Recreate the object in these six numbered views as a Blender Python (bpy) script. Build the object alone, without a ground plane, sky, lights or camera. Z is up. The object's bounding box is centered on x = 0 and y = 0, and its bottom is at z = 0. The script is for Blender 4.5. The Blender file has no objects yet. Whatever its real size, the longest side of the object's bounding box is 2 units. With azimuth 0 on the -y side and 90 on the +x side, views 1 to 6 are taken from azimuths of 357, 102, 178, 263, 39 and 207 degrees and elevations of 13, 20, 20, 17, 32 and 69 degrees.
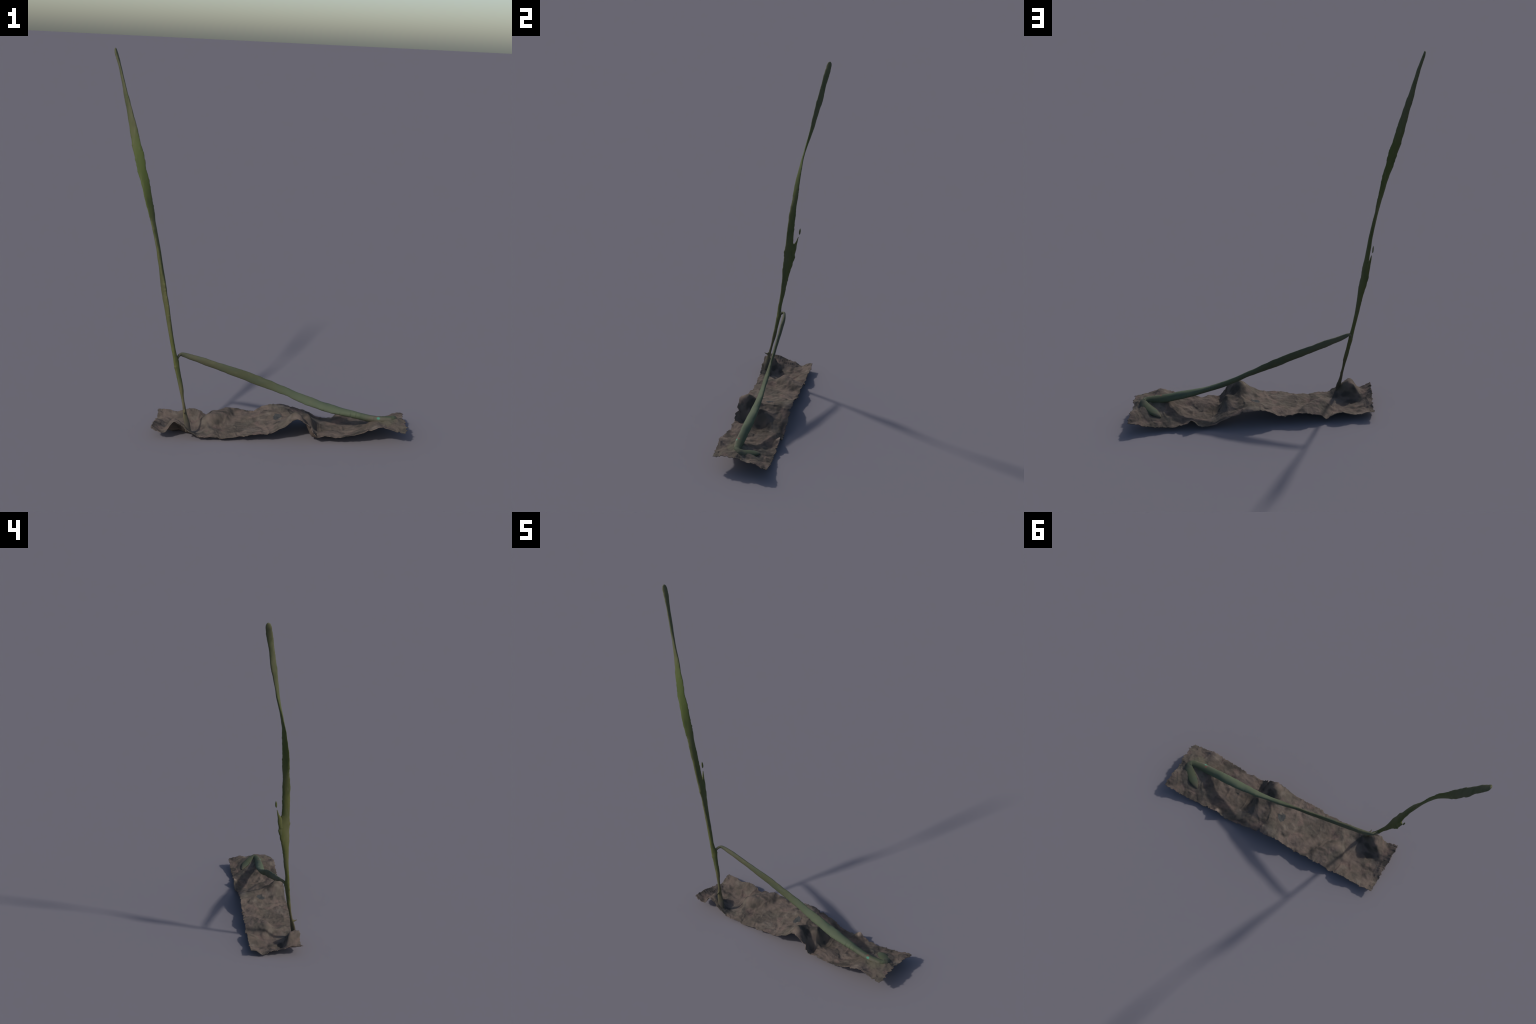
"""A scanned grass seedling: one tall twisted blade and one leaning blade that is
folded over at its far end, growing out of a crumpled strip of dry soil crust."""
import bpy, bmesh, math
import numpy as np
from mathutils import Vector, noise

# ------------------------------------------------------------------ helpers
def pchip(xs, ys, q):
    """Monotone cubic through control points (no overshoot)."""
    xs = np.asarray(xs, float); ys = np.asarray(ys, float); q = np.asarray(q, float)
    h = np.diff(xs); d = np.diff(ys) / h
    m = np.zeros_like(ys)
    for i in range(1, len(xs) - 1):
        if d[i - 1] * d[i] > 0:
            w1, w2 = 2 * h[i] + h[i - 1], h[i] + 2 * h[i - 1]
            m[i] = (w1 + w2) / (w1 / d[i - 1] + w2 / d[i])
    m[0], m[-1] = d[0], d[-1]
    k = np.clip(np.searchsorted(xs, q) - 1, 0, len(h) - 1)
    t = np.clip((q - xs[k]) / h[k], 0, 1)
    return ((2*t**3 - 3*t**2 + 1) * ys[k] + (t**3 - 2*t**2 + t) * h[k] * m[k]
            + (3*t**2 - 2*t**3) * ys[k + 1] + (t**3 - t**2) * h[k] * m[k + 1])


def fbm(x, y, z, scale, octaves=4):
    return noise.fractal(Vector((x * scale, y * scale, z * scale)), 1.0, 2.0, octaves)


def hashed(i, seed):
    v = math.sin(i * 127.1 + seed * 311.7) * 43758.5453
    return v - math.floor(v)


def tatter(s, seed, pitch, depth):
    """Torn-edge offset: ragged saw teeth of uneven pitch along s."""
    s = s / pitch + 0.7 * noise.noise(Vector((s / pitch * 0.6, seed, 3.3)))
    i = math.floor(s); f = s - i
    a, b = hashed(i, seed), hashed(i + 1, seed)
    start = a * 0.6
    ramp = start + (b - start) * f
    fine = hashed(math.floor(s * 3.1), seed + 0.37) - 0.5
    return depth * (ramp - 0.5 + 0.35 * fine)


def new_object(name, mesh, parent, material):
    ob = bpy.data.objects.new(name, mesh)
    bpy.context.scene.collection.objects.link(ob)
    ob.parent = parent
    mesh.materials.append(material)
    for p in mesh.polygons:
        p.use_smooth = True
    return ob


# ---------------------------------------------------------------- materials
class Tree:
    def __init__(self, name):
        self.mat = bpy.data.materials.new(name)
        self.mat.use_nodes = True
        self.nt = self.mat.node_tree
        self.bsdf = self.nt.nodes["Principled BSDF"]
        self.co = self.node("ShaderNodeTexCoord").outputs["Object"]

    def node(self, kind, **props):
        n = self.nt.nodes.new(kind)
        for k, v in props.items():
            setattr(n, k, v)
        return n

    def link(self, a, b):
        self.nt.links.new(a, b)

    def noise(self, scale, detail=4, rough=0.55, stretch=(1, 1, 1), offset=(0, 0, 0), distortion=0.0):
        m = self.node("ShaderNodeMapping")
        m.inputs["Scale"].default_value = stretch
        m.inputs["Location"].default_value = offset
        self.link(self.co, m.inputs["Vector"])
        n = self.node("ShaderNodeTexNoise")
        n.inputs["Scale"].default_value = scale
        n.inputs["Detail"].default_value = detail
        n.inputs["Roughness"].default_value = rough
        n.inputs["Distortion"].default_value = distortion
        self.link(m.outputs[0], n.inputs["Vector"])
        return n.outputs["Fac"]

    def ramp(self, fac, lo, hi, a=0.0, b=1.0):
        n = self.node("ShaderNodeMapRange", interpolation_type="SMOOTHSTEP")
        for k, v in zip(("From Min", "From Max", "To Min", "To Max"), (lo, hi, a, b)):
            n.inputs[k].default_value = v
        self.link(fac, n.inputs["Value"])
        return n.outputs[0]

    def mix(self, fac, a, b, mode="MIX"):
        n = self.node("ShaderNodeMix", data_type="RGBA", blend_type=mode)
        for sock, val in ((n.inputs["Factor"], fac), (n.inputs["A"], a), (n.inputs["B"], b)):
            if sock.name == "Factor" and not hasattr(val, "node"):
                sock.default_value = val
        fs = [i for i in n.inputs if i.type == "VALUE"][0]
        ca, cb = [i for i in n.inputs if i.type == "RGBA"]
        for sock, val in ((fs, fac), (ca, a), (cb, b)):
            if hasattr(val, "node"):
                self.link(val, sock)
            else:
                sock.default_value = val if isinstance(val, float) else (*val, 1.0)
        return [o for o in n.outputs if o.type == "RGBA"][0]

    def math(self, op, a, b=0.0):
        n = self.node("ShaderNodeMath", operation=op)
        for sock, val in zip(n.inputs, (a, b)):
            if hasattr(val, "node"):
                self.link(val, sock)
            else:
                sock.default_value = val
        return n.outputs[0]

    def spot(self, centre, radius, soft, wobble=None, amount=0.0):
        """Mask: 1 inside a blob round centre, ragged by a noise."""
        n = self.node("ShaderNodeVectorMath", operation="DISTANCE")
        self.link(self.co, n.inputs[0])
        n.inputs[1].default_value = centre
        d = n.outputs["Value"]
        if wobble is not None:
            d = self.math("ADD", d, self.math("MULTIPLY", self.math("SUBTRACT", wobble, 0.5), amount))
        return self.ramp(d, radius + soft, radius - soft)

    def axis(self, k):
        s = self.node("ShaderNodeSeparateXYZ")
        self.link(self.co, s.inputs[0])
        return s.outputs[k]

    def finish(self, colour, rough=0.8, bump=None, strength=0.2, distance=0.002, spec=0.25):
        self.link(colour, self.bsdf.inputs["Base Color"])
        self.bsdf.inputs["Roughness"].default_value = rough
        self.bsdf.inputs["Specular IOR Level"].default_value = spec
        if bump is not None:
            b = self.node("ShaderNodeBump")
            b.inputs["Strength"].default_value = strength
            b.inputs["Distance"].default_value = distance
            self.link(bump, b.inputs["Height"])
            self.link(b.outputs[0], self.bsdf.inputs["Normal"])
        return self.mat


def soil_material():
    t = Tree("dry_soil")
    # broad drifts of warm brown, olive-grey and pinkish earth
    c = t.mix(t.ramp(t.noise(7, 2, 0.45), 0.42, 0.58), (0.094, 0.077, 0.063), (0.125, 0.098, 0.082))
    c = t.mix(t.ramp(t.noise(9, 2, 0.4, offset=(3.1, 0.4, 0)), 0.52, 0.66, 0, 0.7), c, (0.088, 0.078, 0.063))
    c = t.mix(t.ramp(t.noise(15, 2, 0.4, offset=(7.7, 2.1, 0)), 0.56, 0.70, 0, 0.65), c, (0.148, 0.106, 0.090))
    c = t.mix(t.ramp(t.noise(13, 2, 0.4, offset=(9.3, 4.4, 0)), 0.55, 0.70, 0, 0.6), c, (0.152, 0.128, 0.106))
    # dark smudges, large and small
    c = t.mix(t.ramp(t.noise(13, 2, 0.4, offset=(1.7, 5.1, 0), stretch=(0.8, 1.2, 1)), 0.54, 0.68, 0, 0.85), c, (0.048, 0.043, 0.038))
    c = t.mix(t.ramp(t.noise(24, 2, 0.35, offset=(4.2, 1.3, 0)), 0.57, 0.72, 0, 0.50), c, (0.050, 0.045, 0.040))
    c = t.mix(t.ramp(t.noise(60, 3, 0.6), 0.48, 0.70, 0, 0.10), c, (0.155, 0.127, 0.105))
    # pale crumb on the little fold at the back rim
    c = t.mix(t.math("MULTIPLY", t.spot((0.468, 0.145, 0.062), 0.016, 0.012, t.noise(40, 2), 0.02), 0.7), c, (0.270, 0.215, 0.175))
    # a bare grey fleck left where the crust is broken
    patch = t.spot((0.101, 0.009, 0.079), 0.0260, 0.0012, t.noise(48, 4, 0.75), 0.075)
    c = t.mix(patch, c, (0.050, 0.052, 0.052))
    # green stain where the folded blade runs into the crust
    stain = t.spot((0.685, -0.045, 0.095), 0.045, 0.025, t.noise(30, 3), 0.05)
    c = t.mix(t.math("MULTIPLY", stain, 0.50), c, (0.094, 0.096, 0.062))
    stain2 = t.spot((-0.385, -0.125, 0.075), 0.024, 0.02, t.noise(40, 3), 0.03)
    c = t.mix(t.math("MULTIPLY", stain2, 0.55), c, (0.075, 0.066, 0.040))
    return t.finish(c, 0.95, t.noise(32, 3, 0.45), 0.14, 0.005, 0.06)


def upright_material():
    t = Tree("tall_blade_green")
    z = t.axis(2)
    c = t.mix(t.ramp(z, 0.08, 0.145), (0.070, 0.060, 0.048), (0.092, 0.076, 0.042))
    c = t.mix(t.ramp(z, 0.15, 0.42), c, (0.086, 0.094, 0.030))
    c = t.mix(t.ramp(z, 0.95, 1.45), c, (0.074, 0.098, 0.027))
    c = t.mix(t.ramp(z, 1.48, 1.70), c, (0.092, 0.096, 0.050))
    c = t.mix(t.ramp(t.noise(9, 3, 0.5, stretch=(1, 1, 0.35)), 0.45, 0.7, 0, 0.6), c, (0.100, 0.097, 0.050))
    c = t.mix(t.ramp(t.noise(30, 3, 0.5, stretch=(1, 1, 0.25)), 0.5, 0.72, 0, 0.6), c, (0.050, 0.068, 0.024))
    c = t.mix(t.ramp(t.noise(70, 2, 0.5, stretch=(1, 1, 0.12)), 0.58, 0.75, 0, 0.4), c, (0.130, 0.132, 0.078))
    return t.finish(c, 0.7, t.noise(60, 3, 0.5, stretch=(1, 1, 0.3)), 0.15, 0.003, 0.2)


def leaning_material():
    t = Tree("leaning_blade_green")
    x, y = t.axis(0), t.axis(1)
    c = t.mix(t.ramp(x, -0.42, -0.05), (0.094, 0.092, 0.056), (0.068, 0.075, 0.041))
    c = t.mix(t.ramp(x, -0.02, 0.22), c, (0.086, 0.105, 0.065))
    c = t.mix(t.ramp(x, 0.50, 0.70), c, (0.064, 0.075, 0.045))
    c = t.mix(t.ramp(t.noise(16, 3, 0.5, stretch=(0.5, 1, 1)), 0.48, 0.7, 0, 0.5), c, (0.056, 0.077, 0.057))
    c = t.mix(t.ramp(t.noise(34, 3, 0.5, stretch=(0.5, 1, 1), offset=(2, 5, 1)), 0.55, 0.75, 0, 0.45), c, (0.106, 0.108, 0.064))
    # earth clinging to the front flank where the blade sinks into the crust
    front = t.ramp(t.math("ADD", y, t.math("MULTIPLY", t.noise(35, 3), 0.012)), -0.038, -0.050)
    c = t.mix(t.math("MULTIPLY", t.math("MULTIPLY", front, t.ramp(x, 0.53, 0.64)), 0.85), c, (0.104, 0.094, 0.072))
    c = t.mix(t.math("MULTIPLY", t.ramp(t.math("SUBTRACT", x, t.math("MULTIPLY", t.math("ABSOLUTE", y), 0.8)), 0.700, 0.735), 0.75), c, (0.090, 0.086, 0.062))
    c = t.mix(t.math("MULTIPLY", t.spot((0.640, 0.078, 0.052), 0.030, 0.022, t.noise(35, 2), 0.02), 0.8), c, (0.094, 0.084, 0.062))
    c = t.mix(t.spot((0.644, -0.0600, 0.117), 0.0085, 0.004), c, (0.070, 0.235, 0.160))
    c = t.mix(t.math("MULTIPLY", t.spot((0.637, -0.0445, 0.120), 0.006, 0.004), 0.8), c, (0.190, 0.066, 0.055))
    return t.finish(c, 0.75, t.noise(60, 3, 0.5, stretch=(0.4, 1, 1)), 0.15, 0.003, 0.15)


# ------------------------------------------------------------- blade lofts
def blade_mesh(rows, steps, ripple=0.05, pitch=0.035, seed=0.0, seg=24, name="blade", squareness=1.0):
    """rows: centre x, y, z, full width, full thickness, width direction (vector).
    Lofts lens-shaped cross-sections along the spine; both margins are rippled."""
    C = np.array([r[:3] for r in rows], float)
    W = np.array([r[3:5] for r in rows], float)
    D = np.array([r[5] for r in rows], float)
    s = np.concatenate([[0], np.cumsum(np.linalg.norm(np.diff(C, axis=0), axis=1))])
    q = np.linspace(0, s[-1], steps)
    c = np.stack([pchip(s, C[:, k], q) for k in range(3)], 1)
    w = pchip(s, W[:, 0], q) * 1.03 + 0.0016; th = pchip(s, W[:, 1], q) * 1.02 + 0.0012
    d = np.stack([np.interp(q, s, D[:, k]) for k in range(3)], 1)
    T = np.gradient(c, axis=0); T /= np.linalg.norm(T, axis=1)[:, None]
    bm = bmesh.new(); rings = []
    for i in range(steps):
        a = d[i] - T[i] * (d[i] @ T[i]); a /= np.linalg.norm(a)
        b = np.cross(T[i], a)
        ring = []
        for j in range(seg):
            f = 2 * math.pi * j / seg
            cs, sn = math.cos(f), math.sin(f)
            side = 1.0 if cs > 0 else 2.0
            jag = tatter(q[i], seed + side, pitch, 1.0) * abs(cs) ** 1.5
            lump = noise.noise(Vector((q[i] * 22, cs * 1.3 + seed, sn * 1.3)))
            k = 1 + ripple * (1.6 * jag + 0.7 * lump)
            p = c[i] + a * (cs * w[i] * 0.5 * k) + b * (math.copysign(abs(sn) ** squareness, sn) * th[i] * 0.5 * k)
            ring.append(bm.verts.new(p))
        rings.append(ring)
    for r0, r1 in zip(rings, rings[1:]):
        for j in range(seg):
            bm.faces.new((r0[j], r0[(j + 1) % seg], r1[(j + 1) % seg], r1[j]))
    for ring, end, sgn in ((rings[0], 0, -1), (rings[-1], -1, 1)):
        tip = bm.verts.new(c[end] + T[end] * sgn * th[end] * 0.35)
        for j in range(seg):
            bm.faces.new((ring[j], ring[(j + 1) % seg], tip))
    bmesh.ops.recalc_face_normals(bm, faces=bm.faces)
    me = bpy.data.meshes.new(name)
    bm.to_mesh(me); bm.free()
    return me


def heading(deg, tilt=0.0):
    return (math.cos(math.radians(deg)), math.sin(math.radians(deg)), tilt)


def join_meshes(name, meshes):
    bm = bmesh.new()
    for m in meshes:
        bm.from_mesh(m)
        bpy.data.meshes.remove(m)
    me = bpy.data.meshes.new(name)
    bm.to_mesh(me); bm.free()
    return me


# --------------------------------------------------------------------- soil
Y0, Y1 = -0.153, 0.153
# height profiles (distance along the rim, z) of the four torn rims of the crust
FRONT = [(-.535, .050), (-.495, .046), (-.47, .085), (-.448, .098), (-.41, .080), (-.385, .064), (-.365, .050), (-.33, .030), (-.25, .019),
         (-.2, .016), (-.15, .020), (-.09, .033), (-.01, .048), (.07, .056), (.11, .080), (.15, .108), (.19, .131),
         (.23, .124), (.265, .098), (.29, .060), (.31, .040), (.35, .047), (.40, .039), (.47, .054), (.55, .074), (.60, .092),
         (.65, .104), (.71, .090), (.755, .076)]
BACK = [(-.51, .043), (-.45, .034), (-.42, .044), (-.37, .054), (-.34, .052), (-.31, .038), (-.285, .020), (-.26, .040),
        (-.22, .050), (-.17, .064), (-.12, .064), (-.06, .054), (-.02, .050), (.02, .076), (.06, .090), (.10, .097),
        (.14, .092), (.19, .081), (.26, .060), (.30, .046), (.33, .028), (.38, .022), (.42, .026), (.445, .044), (.465, .062),
        (.485, .045), (.51, .034), (.58, .020), (.62, .024), (.70, .038), (.765, .056)]
LEFT = [(-.153, .067), (-.086, .066), (-.018, .049), (.040, .037), (.065, .022), (.095, .022), (.115, .038), (.153, .045)]
RIGHT = [(-.153, .074), (-.120, .086), (-.085, .095), (-.050, .096), (-.018, .092), (.015, .080), (.045, .080), (.076, .085),
         (.105, .078), (.153, .063)]
# bumps, ridges and hollows inside the rims: x, y, height
LANDMARKS = [
    # arched clod at the stem base and the bowl behind it
    (-.456, -.122, .099), (-.440, -.094, .092), (-.466, -.090, .092), (-.486, -.100, .068), (-.455, -.064, .036), (-.472, -.080, .082), (-.445, -.084, .086), (-.418, -.118, .090), (-.400, -.124, .080),
    (-.385, -.092, .036), (-.420, -.083, .046), (-.497, -.092, .052), (-.535, -.071, .046),
    (-.462, -.059, .020), (-.436, -.028, .009), (-.399, -.018, .008), (-.370, -.007, .010), 
    (-.351, -.099, .022), (-.331, -.064, .015), (-.315, -.030, .014), (-.450, .050, .010), (-.510, .020, .026),
    (-.380, .060, .018), (-.420, .105, .026), (-.355, .110, .038), (-.505, .100, .022),
    # crescent mound: steep towards the leaf, rounded towards the bowl
    (-.322, .010, .016), (-.306, .012, .045), (-.273, -.004, .060), (-.266, .012, .073), (-.239, .004, .064),
    (-.217, .016, .066), (-.198, .045, .068), (-.225, .055, .075), (-.185, .080, .080), (-.165, .115, .075),
    (-.312, .044, .046), (-.290, .085, .040), (-.278, .115, .036), (-.312, .095, .024), (-.330, .070, .018),
    (-.240, .090, .068), (-.215, -.029, .026), (-.190, .010, .040), (-.150, .055, .044), (-.136, .109, .050),
    # gently rising plain
    (-.241, -.087, .034), (-.160, -.060, .034), (-.088, -.044, .042), (-.036, -.125, .048), (-.080, .050, .050),
    (-.060, .100, .054), (.000, .000, .053), (.042, .045, .074), (.060, .095, .085), (.020, -.080, .051),
    (.100, .008, .078), (.090, -.070, .076),
    # transverse ridge, highest at the front, with a cliff towards the leaf
    (.145, -.090, .113), (.183, -.091, .155), (.205, -.095, .150), (.150, -.040, .097), (.188, .006, .098), (.184, -.040, .115),
    (.140, .080, .100), (.185, .080, .088), (.228, -.070, .098), (.238, -.100, .116), (.215, .012, .090), (.262, -.095, .072),
    (.250, .085, .064),
    # buttress running out from it under the leaf
    (.240, -.020, .104), (.262, -.034, .108), (.276, .000, .098), (.284, .034, .078), (.289, -.020, .082), (.292, .062, .056),
    # trough and tilted facets below the leaning leaf
    (.285, -.105, .024), (.305, -.114, .026), (.313, -.087, .034), (.307, -.039, .036), (.306, .002, .032), (.322, .035, .034),
    (.464, -.036, .024), (.429, .018, .020), (.407, .044, .017), (.385, .070, .017), (.366, .093, .019), (.325, .090, .030),
    (.371, -.115, .050), (.380, -.050, .036), (.470, -.090, .042), (.525, -.060, .045), (.488, .057, .025), (.446, .071, .021),
    (.395, .093, .021), (.525, .036, .032), (.564, .011, .049), (.519, .103, .024), (.546, .091, .032), (.577, .073, .042),
    (.605, .049, .052), (.641, .021, .065), (.678, -.005, .082), (.470, .125, .044), (.560, -.100, .071),
    # swell that the folded leaf lies on
    (.590, -.030, .072), (.600, -.062, .092), (.650, -.058, .106), (.650, -.035, .100), (.700, -.052, .109), (.700, -.030, .104),
    (.738, -.035, .109), (.748, -.010, .104), (.732, .026, .096), (.708, .050, .083), (.700, .014, .086), (.638, -.112, .103), (.672, -.094, .097),
    (.705, -.110, .094), (.774, -.095, .100), (.742, -.060, .100), (.770, .030, .084), (.668, .072, .060),
    (.630, .110, .036), (.720, .100, .054), (.775, .100, .082),
]


def left_rim(y):
    return -0.561 + 0.085 * y


def right_rim(y):
    return 0.795 + 0.085 * y


def soil_controls():
    """Rim profiles sampled evenly, plus the inner landmarks."""
    pts = [(x, Y0, z) for x, z in FRONT] + [(x, Y1, z) for x, z in BACK]
    pts += [(left_rim(y), y, z) for y, z in LEFT] + [(right_rim(y), y, z) for y, z in RIGHT]
    return np.array(pts + LANDMARKS)


def soil_heights(X, Y):
    """Thin-plate spline through the control points."""
    P = soil_controls()
    n = len(P)
    U = lambda r2: np.where(r2 > 1e-12, 0.5 * r2 * np.log(np.maximum(r2, 1e-12)), 0.0)
    K = U((P[:, None, 0] - P[None, :, 0]) ** 2 + (P[:, None, 1] - P[None, :, 1]) ** 2) + 2e-5 * np.eye(n)
    Q = np.column_stack([np.ones(n), P[:, :2]])
    A = np.block([[K, Q], [Q.T, np.zeros((3, 3))]])
    w = np.linalg.solve(A, np.concatenate([P[:, 2], np.zeros(3)]))
    H = w[n] + w[n + 1] * X + w[n + 2] * Y
    for k in range(n):
        H = H + w[k] * U((X - P[k, 0]) ** 2 + (Y - P[k, 1]) ** 2)
    return H


# deeper bites out of the rims: position along the rim, half width, depth
NICKS_FRONT = [(.272, .009, .015), (-.105, .012, .006), (.745, .010, .010), (.42, .010, .006)]
NICKS_BACK = [(.078, .008, .008), (.182, .010, .011), (-.300, .010, .008), (.53, .010, .007), (-.02, .009, .006)]


def bite(s, nicks):
    return sum(d * max(0.0, 1 - abs(s - c) / w) for c, w, d in nicks)


def soil_mesh():
    nx, ny = 900, 200
    us = np.linspace(0, 1, nx); vs = np.linspace(0, 1, ny)
    U_, V_ = np.meshgrid(us, vs, indexing="ij")
    Yg = Y0 + (Y1 - Y0) * V_
    Xg = left_rim(Yg) + (right_rim(Yg) - left_rim(Yg)) * U_
    H = soil_heights(Xg, Yg)
    verts, faces = [], []
    for i in range(nx):
        for j in range(ny):
            x, y, u, v = Xg[i, j], Yg[i, j], us[i], vs[j]
            z = H[i, j]
            # crumbly relief: soft lumps, creases and small grains
            inner = min(1.0, min(x - left_rim(y), right_rim(y) - x, y - Y0, Y1 - y) / 0.035)
            wx = x + 0.012 * noise.noise(Vector((x * 20, y * 20, 7.7)))
            wy = y + 0.012 * noise.noise(Vector((x * 20, y * 20, 2.2)))
            fold = abs(noise.noise(Vector((wx * 15, wy * 9, 4.4))))
            z += (0.0042 * fbm(wx, wy, 0.3, 17, 3) + 0.0011 * fbm(x, y, 5.1, 60, 3)
                  + 0.0036 * (0.25 - min(fold, 0.25)) / 0.25 - 0.0032 * inner)
            # knobbly crumbs and small pits
            z += 0.0011 * noise.noise(Vector((wx * 42, wy * 42, 1.9))) - 0.011 * max(0.0, noise.noise(Vector((wx * 23, wy * 23, 6.6))) - 0.30)
            edge = lambda t, k: max(0.0, 1 - t * k)
            px = x - tatter(y, 1.0, .022, .013) * edge(u, 28) + tatter(y, 2.0, .026, .021) * edge(1 - u, 28)
            py = y + (bite(x, NICKS_FRONT) - tatter(x, 3.0, .024, .012)) * edge(v, 14) - (bite(x, NICKS_BACK) - tatter(x, 4.0, .024, .012)) * edge(1 - v, 14)
            verts.append((px, py, max(z, 0.0035)))
    for i in range(nx - 1):
        for j in range(ny - 1):
            a = i * ny + j
            faces.append((a, a + ny, a + ny + 1, a + 1))
    me = bpy.data.meshes.new("soil_crust")
    me.from_pydata(verts, [], faces)
    return me


# -------------------------------------------------------------------- build
root = bpy.data.objects.new("grass_seedling", None)
bpy.context.scene.collection.objects.link(root)
root["label"] = "tall thin grass blade and a bent leaf on a crumpled soil strip"
root["category"] = "grass seedling"

soil = new_object("soil_crust", soil_mesh(), root, soil_material())
mod = soil.modifiers.new("thickness", "SOLIDIFY")
mod.thickness = 0.003
mod.offset = -1.0

green_tall, green_lean = upright_material(), leaning_material()

# z, x, y, width, thickness, compass heading of the width: the blade twists through a half turn
TALL = [
    (.045, -.378, -.130, .034, .016, 40), (.080, -.3845, -.1255, .034, .017, 42), (.110, -.392, -.120, .031, .014, 47),
    (.140, -.3986, -.1135, .0235, .0110, 50), (.160, -.4018, -.1091, .0190, .0100, 50), (0.180, -0.4057, -0.1055, 0.0163, 0.0116, 48),
    (0.200, -0.4099, -0.1019, 0.0142, 0.0116, 46), (0.230, -0.4155, -0.0965, 0.0168, 0.0141, 44), (0.260, -0.4209, -0.0912, 0.0223, 0.0191, 42),
    (0.290, -0.4283, -0.0867, 0.0235, 0.0200, 40), (0.320, -0.4349, -0.0829, 0.0253, 0.0161, 40), (0.380, -0.4476, -0.0746, 0.0303, 0.0191, 48),
    (0.410, -0.4538, -0.0704, 0.0328, 0.0176, 54), (0.440, -0.4613, -0.0710, 0.0246, 0.0179, 56), (.500, -.4745, -.0660, .0232, .0190, 80),
    (.550, -.4843, -.0600, .0270, .0205, 96), (.600, -.4935, -.0556, .0322, .0215, 107), (.650, -.5022, -.0518, .0385, .0215, 112),
    (.700, -.5111, -.0471, .0502, .0208, 114), (.750, -.5215, -.0404, .0598, .0210, 113), (.800, -.5296, -.0372, .0690, .0220, 110),
    (.840, -.5345, -.0385, .0610, .0230, 104), (.865, -.5385, -.0410, .0500, .0225, 98), (.880, -.5412, -.0425, .0460, .0220, 94),
    (.920, -.5479, -.0424, .0444, .0208, 92), (.960, -.5543, -.0411, .0443, .0205, 88), (1.00, -.5612, -.0399, .0429, .0190, 86),
    (1.05, -.5715, -.0382, .0430, .0182, 82), (1.10, -.5818, -.0338, .0385, .0172, 73), (1.15, -.5936, -.0310, .0412, .0135, 61),
    (1.20, -.6042, -.0279, .0455, .0122, 52), (1.25, -.6162, -.0246, .0452, .0092, 44), (1.30, -.6277, -.0200, .0446, .0092, 37),
    (1.35, -.6394, -.0137, .0450, .0082, 29), (1.40, -.6549, -.0076, .0435, .0088, 18), (1.45, -.6668, .0025, .0440, .0100, 9),
    (1.50, -.6802, .0133, .0450, .0125, 1), (1.55, -.6933, .0256, .0440, .0148, -6), (1.60, -.7061, .0363, .0406, .0170, -17),
    (1.65, -.7178, .0443, .0378, .0158, -29), (1.70, -.7300, .0536, .0362, .0155, -42), (1.75, -.7440, .0632, .0362, .0155, -54),
    (1.80, -.7563, .0721, .0340, .0145, -64), (1.85, -.7687, .0798, .0285, .0138, -70), (1.90, -.7811, .0889, .0297, .0125, -78),
    (1.94, -.7930, .0969, .0300, .0135, -95), (1.97, -.8027, .1019, .0282, .0132, -101), (1.985, -.8067, .1045, .0245, .0105, -100),
    (1.993, -.8083, .1053, .0190, .0085, -100), (1.998, -.8090, .1058, .0090, .0050, -100),
]
main = blade_mesh([(x, y, z, w, t, heading(a)) for z, x, y, w, t, a in TALL], 900, 0.120, 0.045, 3.0, name="main")
ear = blade_mesh([(-.5370, -.0200, .800, .030, .018, heading(108)), (-.5430, -.0120, .838, .0290, .016, heading(106)),
                  (-.5485, -.0060, .864, .0200, .012, heading(102)), (-.5530, .0015, .883, .0100, .009, heading(100)),
                  (-.5557, .0060, .900, .0055, .006, heading(100)), (-.5583, .0099, .916, .0020, .002, heading(100))], 50, 0.05, 0.03, 5.0, 14, "ear")
spur = blade_mesh([(-.4010, -.1130, .150, .0200, .011, (0, .1, 1)), (-.3995, -.1260, .1460, .0110, .009, (0, .1, 1)),
                   (-.3993, -.1350, .1475, .0050, .005, (0, .1, 1)), (-.3995, -.1438, .1515, .0020, .002, (0, .3, 1))],
                  24, 0.03, 0.03, 8.0, 12, "spur")
new_object("upright_leaf", join_meshes("upright_leaf", [main, ear, spur]), root, green_tall)

sliver = blade_mesh([(-.5635, .0155, .932, .0020, .002, heading(80)), (-.5645, .0162, .943, .0095, .006, heading(80)),
                     (-.5655, .0170, .955, .0095, .006, heading(80)), (-.5672, .0178, .9715, .0015, .0015, heading(80))],
                    24, 0.05, 0.02, 2.0, 12, "torn_sliver")
new_object("torn_sliver", sliver, root, green_tall)

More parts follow.
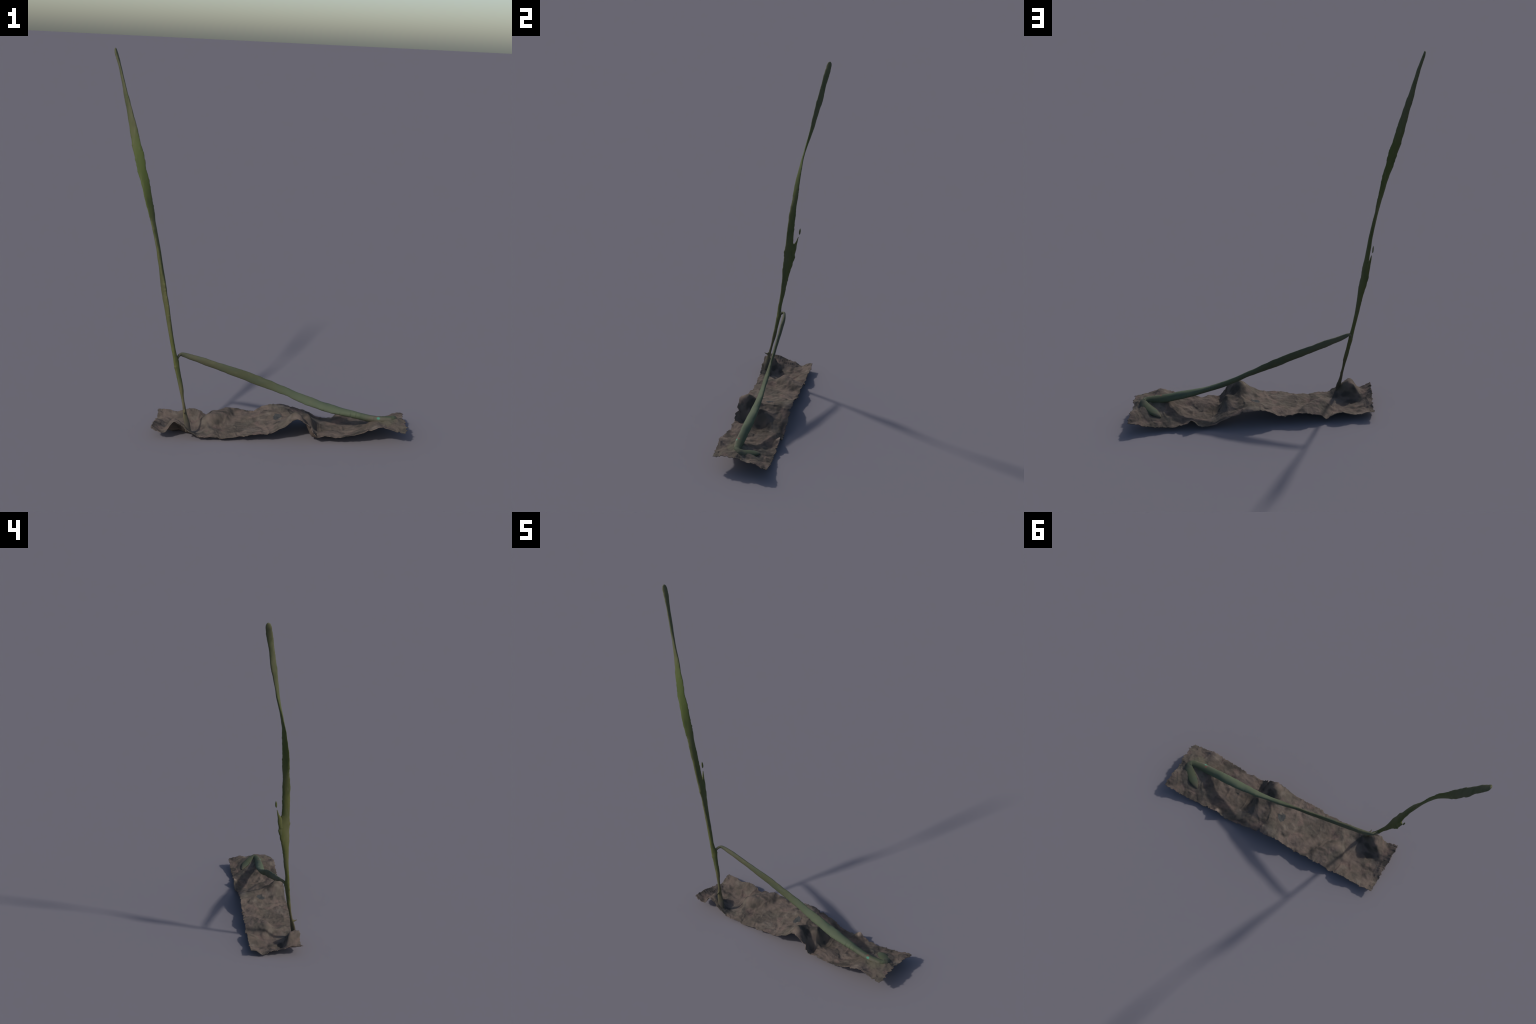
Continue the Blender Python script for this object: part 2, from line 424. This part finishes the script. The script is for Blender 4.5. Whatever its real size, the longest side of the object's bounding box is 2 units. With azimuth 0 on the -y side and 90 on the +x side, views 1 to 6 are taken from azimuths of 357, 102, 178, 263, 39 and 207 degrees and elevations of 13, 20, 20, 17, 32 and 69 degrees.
LEAN = [
    (-.455, -.071, .400, .020, .012, (.20, -.10, .95)), (-.4480, -.058, .420, .0150, .0120, (.25, -.05, .95)),
    (-.4385, -.042, .4325, .0150, .0120, (.33, -.05, .94)), (-.4290, -.0325, .4345, .0190, .0130, (.34, -.05, .94)),
    (-.415, -.0280, .4308, .0235, .0145, (.33, -.05, .94)), (-.38, -.0236, .4189, .0285, .0200, (.30, -.05, .94)),
    (-.34, -.0215, .4068, .0310, .0215, (.30, -.10, .94)), (-.30, -.0208, .3939, .0370, .0190, (.31, -.11, .94)),
    (-.25, -.0190, .3768, .0372, .0190, (.32, -.06, .94)), (-.20, -.0182, .3590, .0400, .0175, (.32, .01, .94)),
    (-.15, -.0176, .3425, .0455, .0170, (.31, .06, .95)), (-.10, -.0158, .3258, .0462, .0170, (.32, .14, .93)),
    (-.05, -.0150, .3070, .0480, .0160, (.33, .16, .92)), (-.02, -.0152, .2965, .0490, .0150, (.33, .16, .92)),
    (.015, -.0156, .2830, .0455, .0155, (.33, .22, .91)), (.05, -.0152, .2705, .0445, .0175, (.32, .34, .88)),
    (.10, -.0144, .2516, .0420, .0215, (.30, .54, .79)), (.15, -.0150, .2326, .0412, .0212, (.31, .62, .72)),
    (.20, -.0166, .2100, .0445, .0195, (.31, .62, .72)), (.25, -.0172, .1915, .0485, .0235, (.27, .66, .70)),
    (.30, -.0195, .1740, .0500, .0285, (.25, .72, .63)), (.35, -.0232, .1585, .0520, .0290, (.20, .82, .52)),
    (.40, -.0258, .1460, .0540, .0315, (.15, .89, .42)), (.45, -.0285, .1345, .0500, .0350, (.10, .98, .15)),
    (.50, -.0315, .1250, .0480, .0370, (.02, .98, -.20)), (.55, -.0355, .1145, .0480, .0350, (-.05, .85, -.52)),
    (.60, -.0385, .1050, .0480, .0340, (-.07, .80, -.58)), (.65, -.0400, .1005, .0440, .0340, (-.05, .80, -.58)),
    (.70, -.0370, .1000, .0370, .0330, (-.04, .85, -.50)), (.726, -.0290, .0985, .0360, .0320, (.40, .75, -.50)),
    (.736, -.0160, .0975, .0380, .0320, (.85, .30, -.30)), (.729, .0010, .0915, .0470, .0280, (.90, .30, -.10)),
    (.711, .0200, .0825, .0500, .0260, (.80, .55, 0)), (.689, .0390, .0730, .0490, .0230, (.80, .60, 0)),
    (.664, .0570, .0630, .0400, .0190, (.80, .60, 0)), (.645, .0700, .0540, .0230, .0120, (.80, .60, 0)),
    (.636, .0765, .0490, .0080, .0050, (.80, .60, 0)),
]
new_object("leaning_leaf", blade_mesh(LEAN, 700, 0.080, 0.034, 11.0, name="leaning_leaf"), root, green_lean)
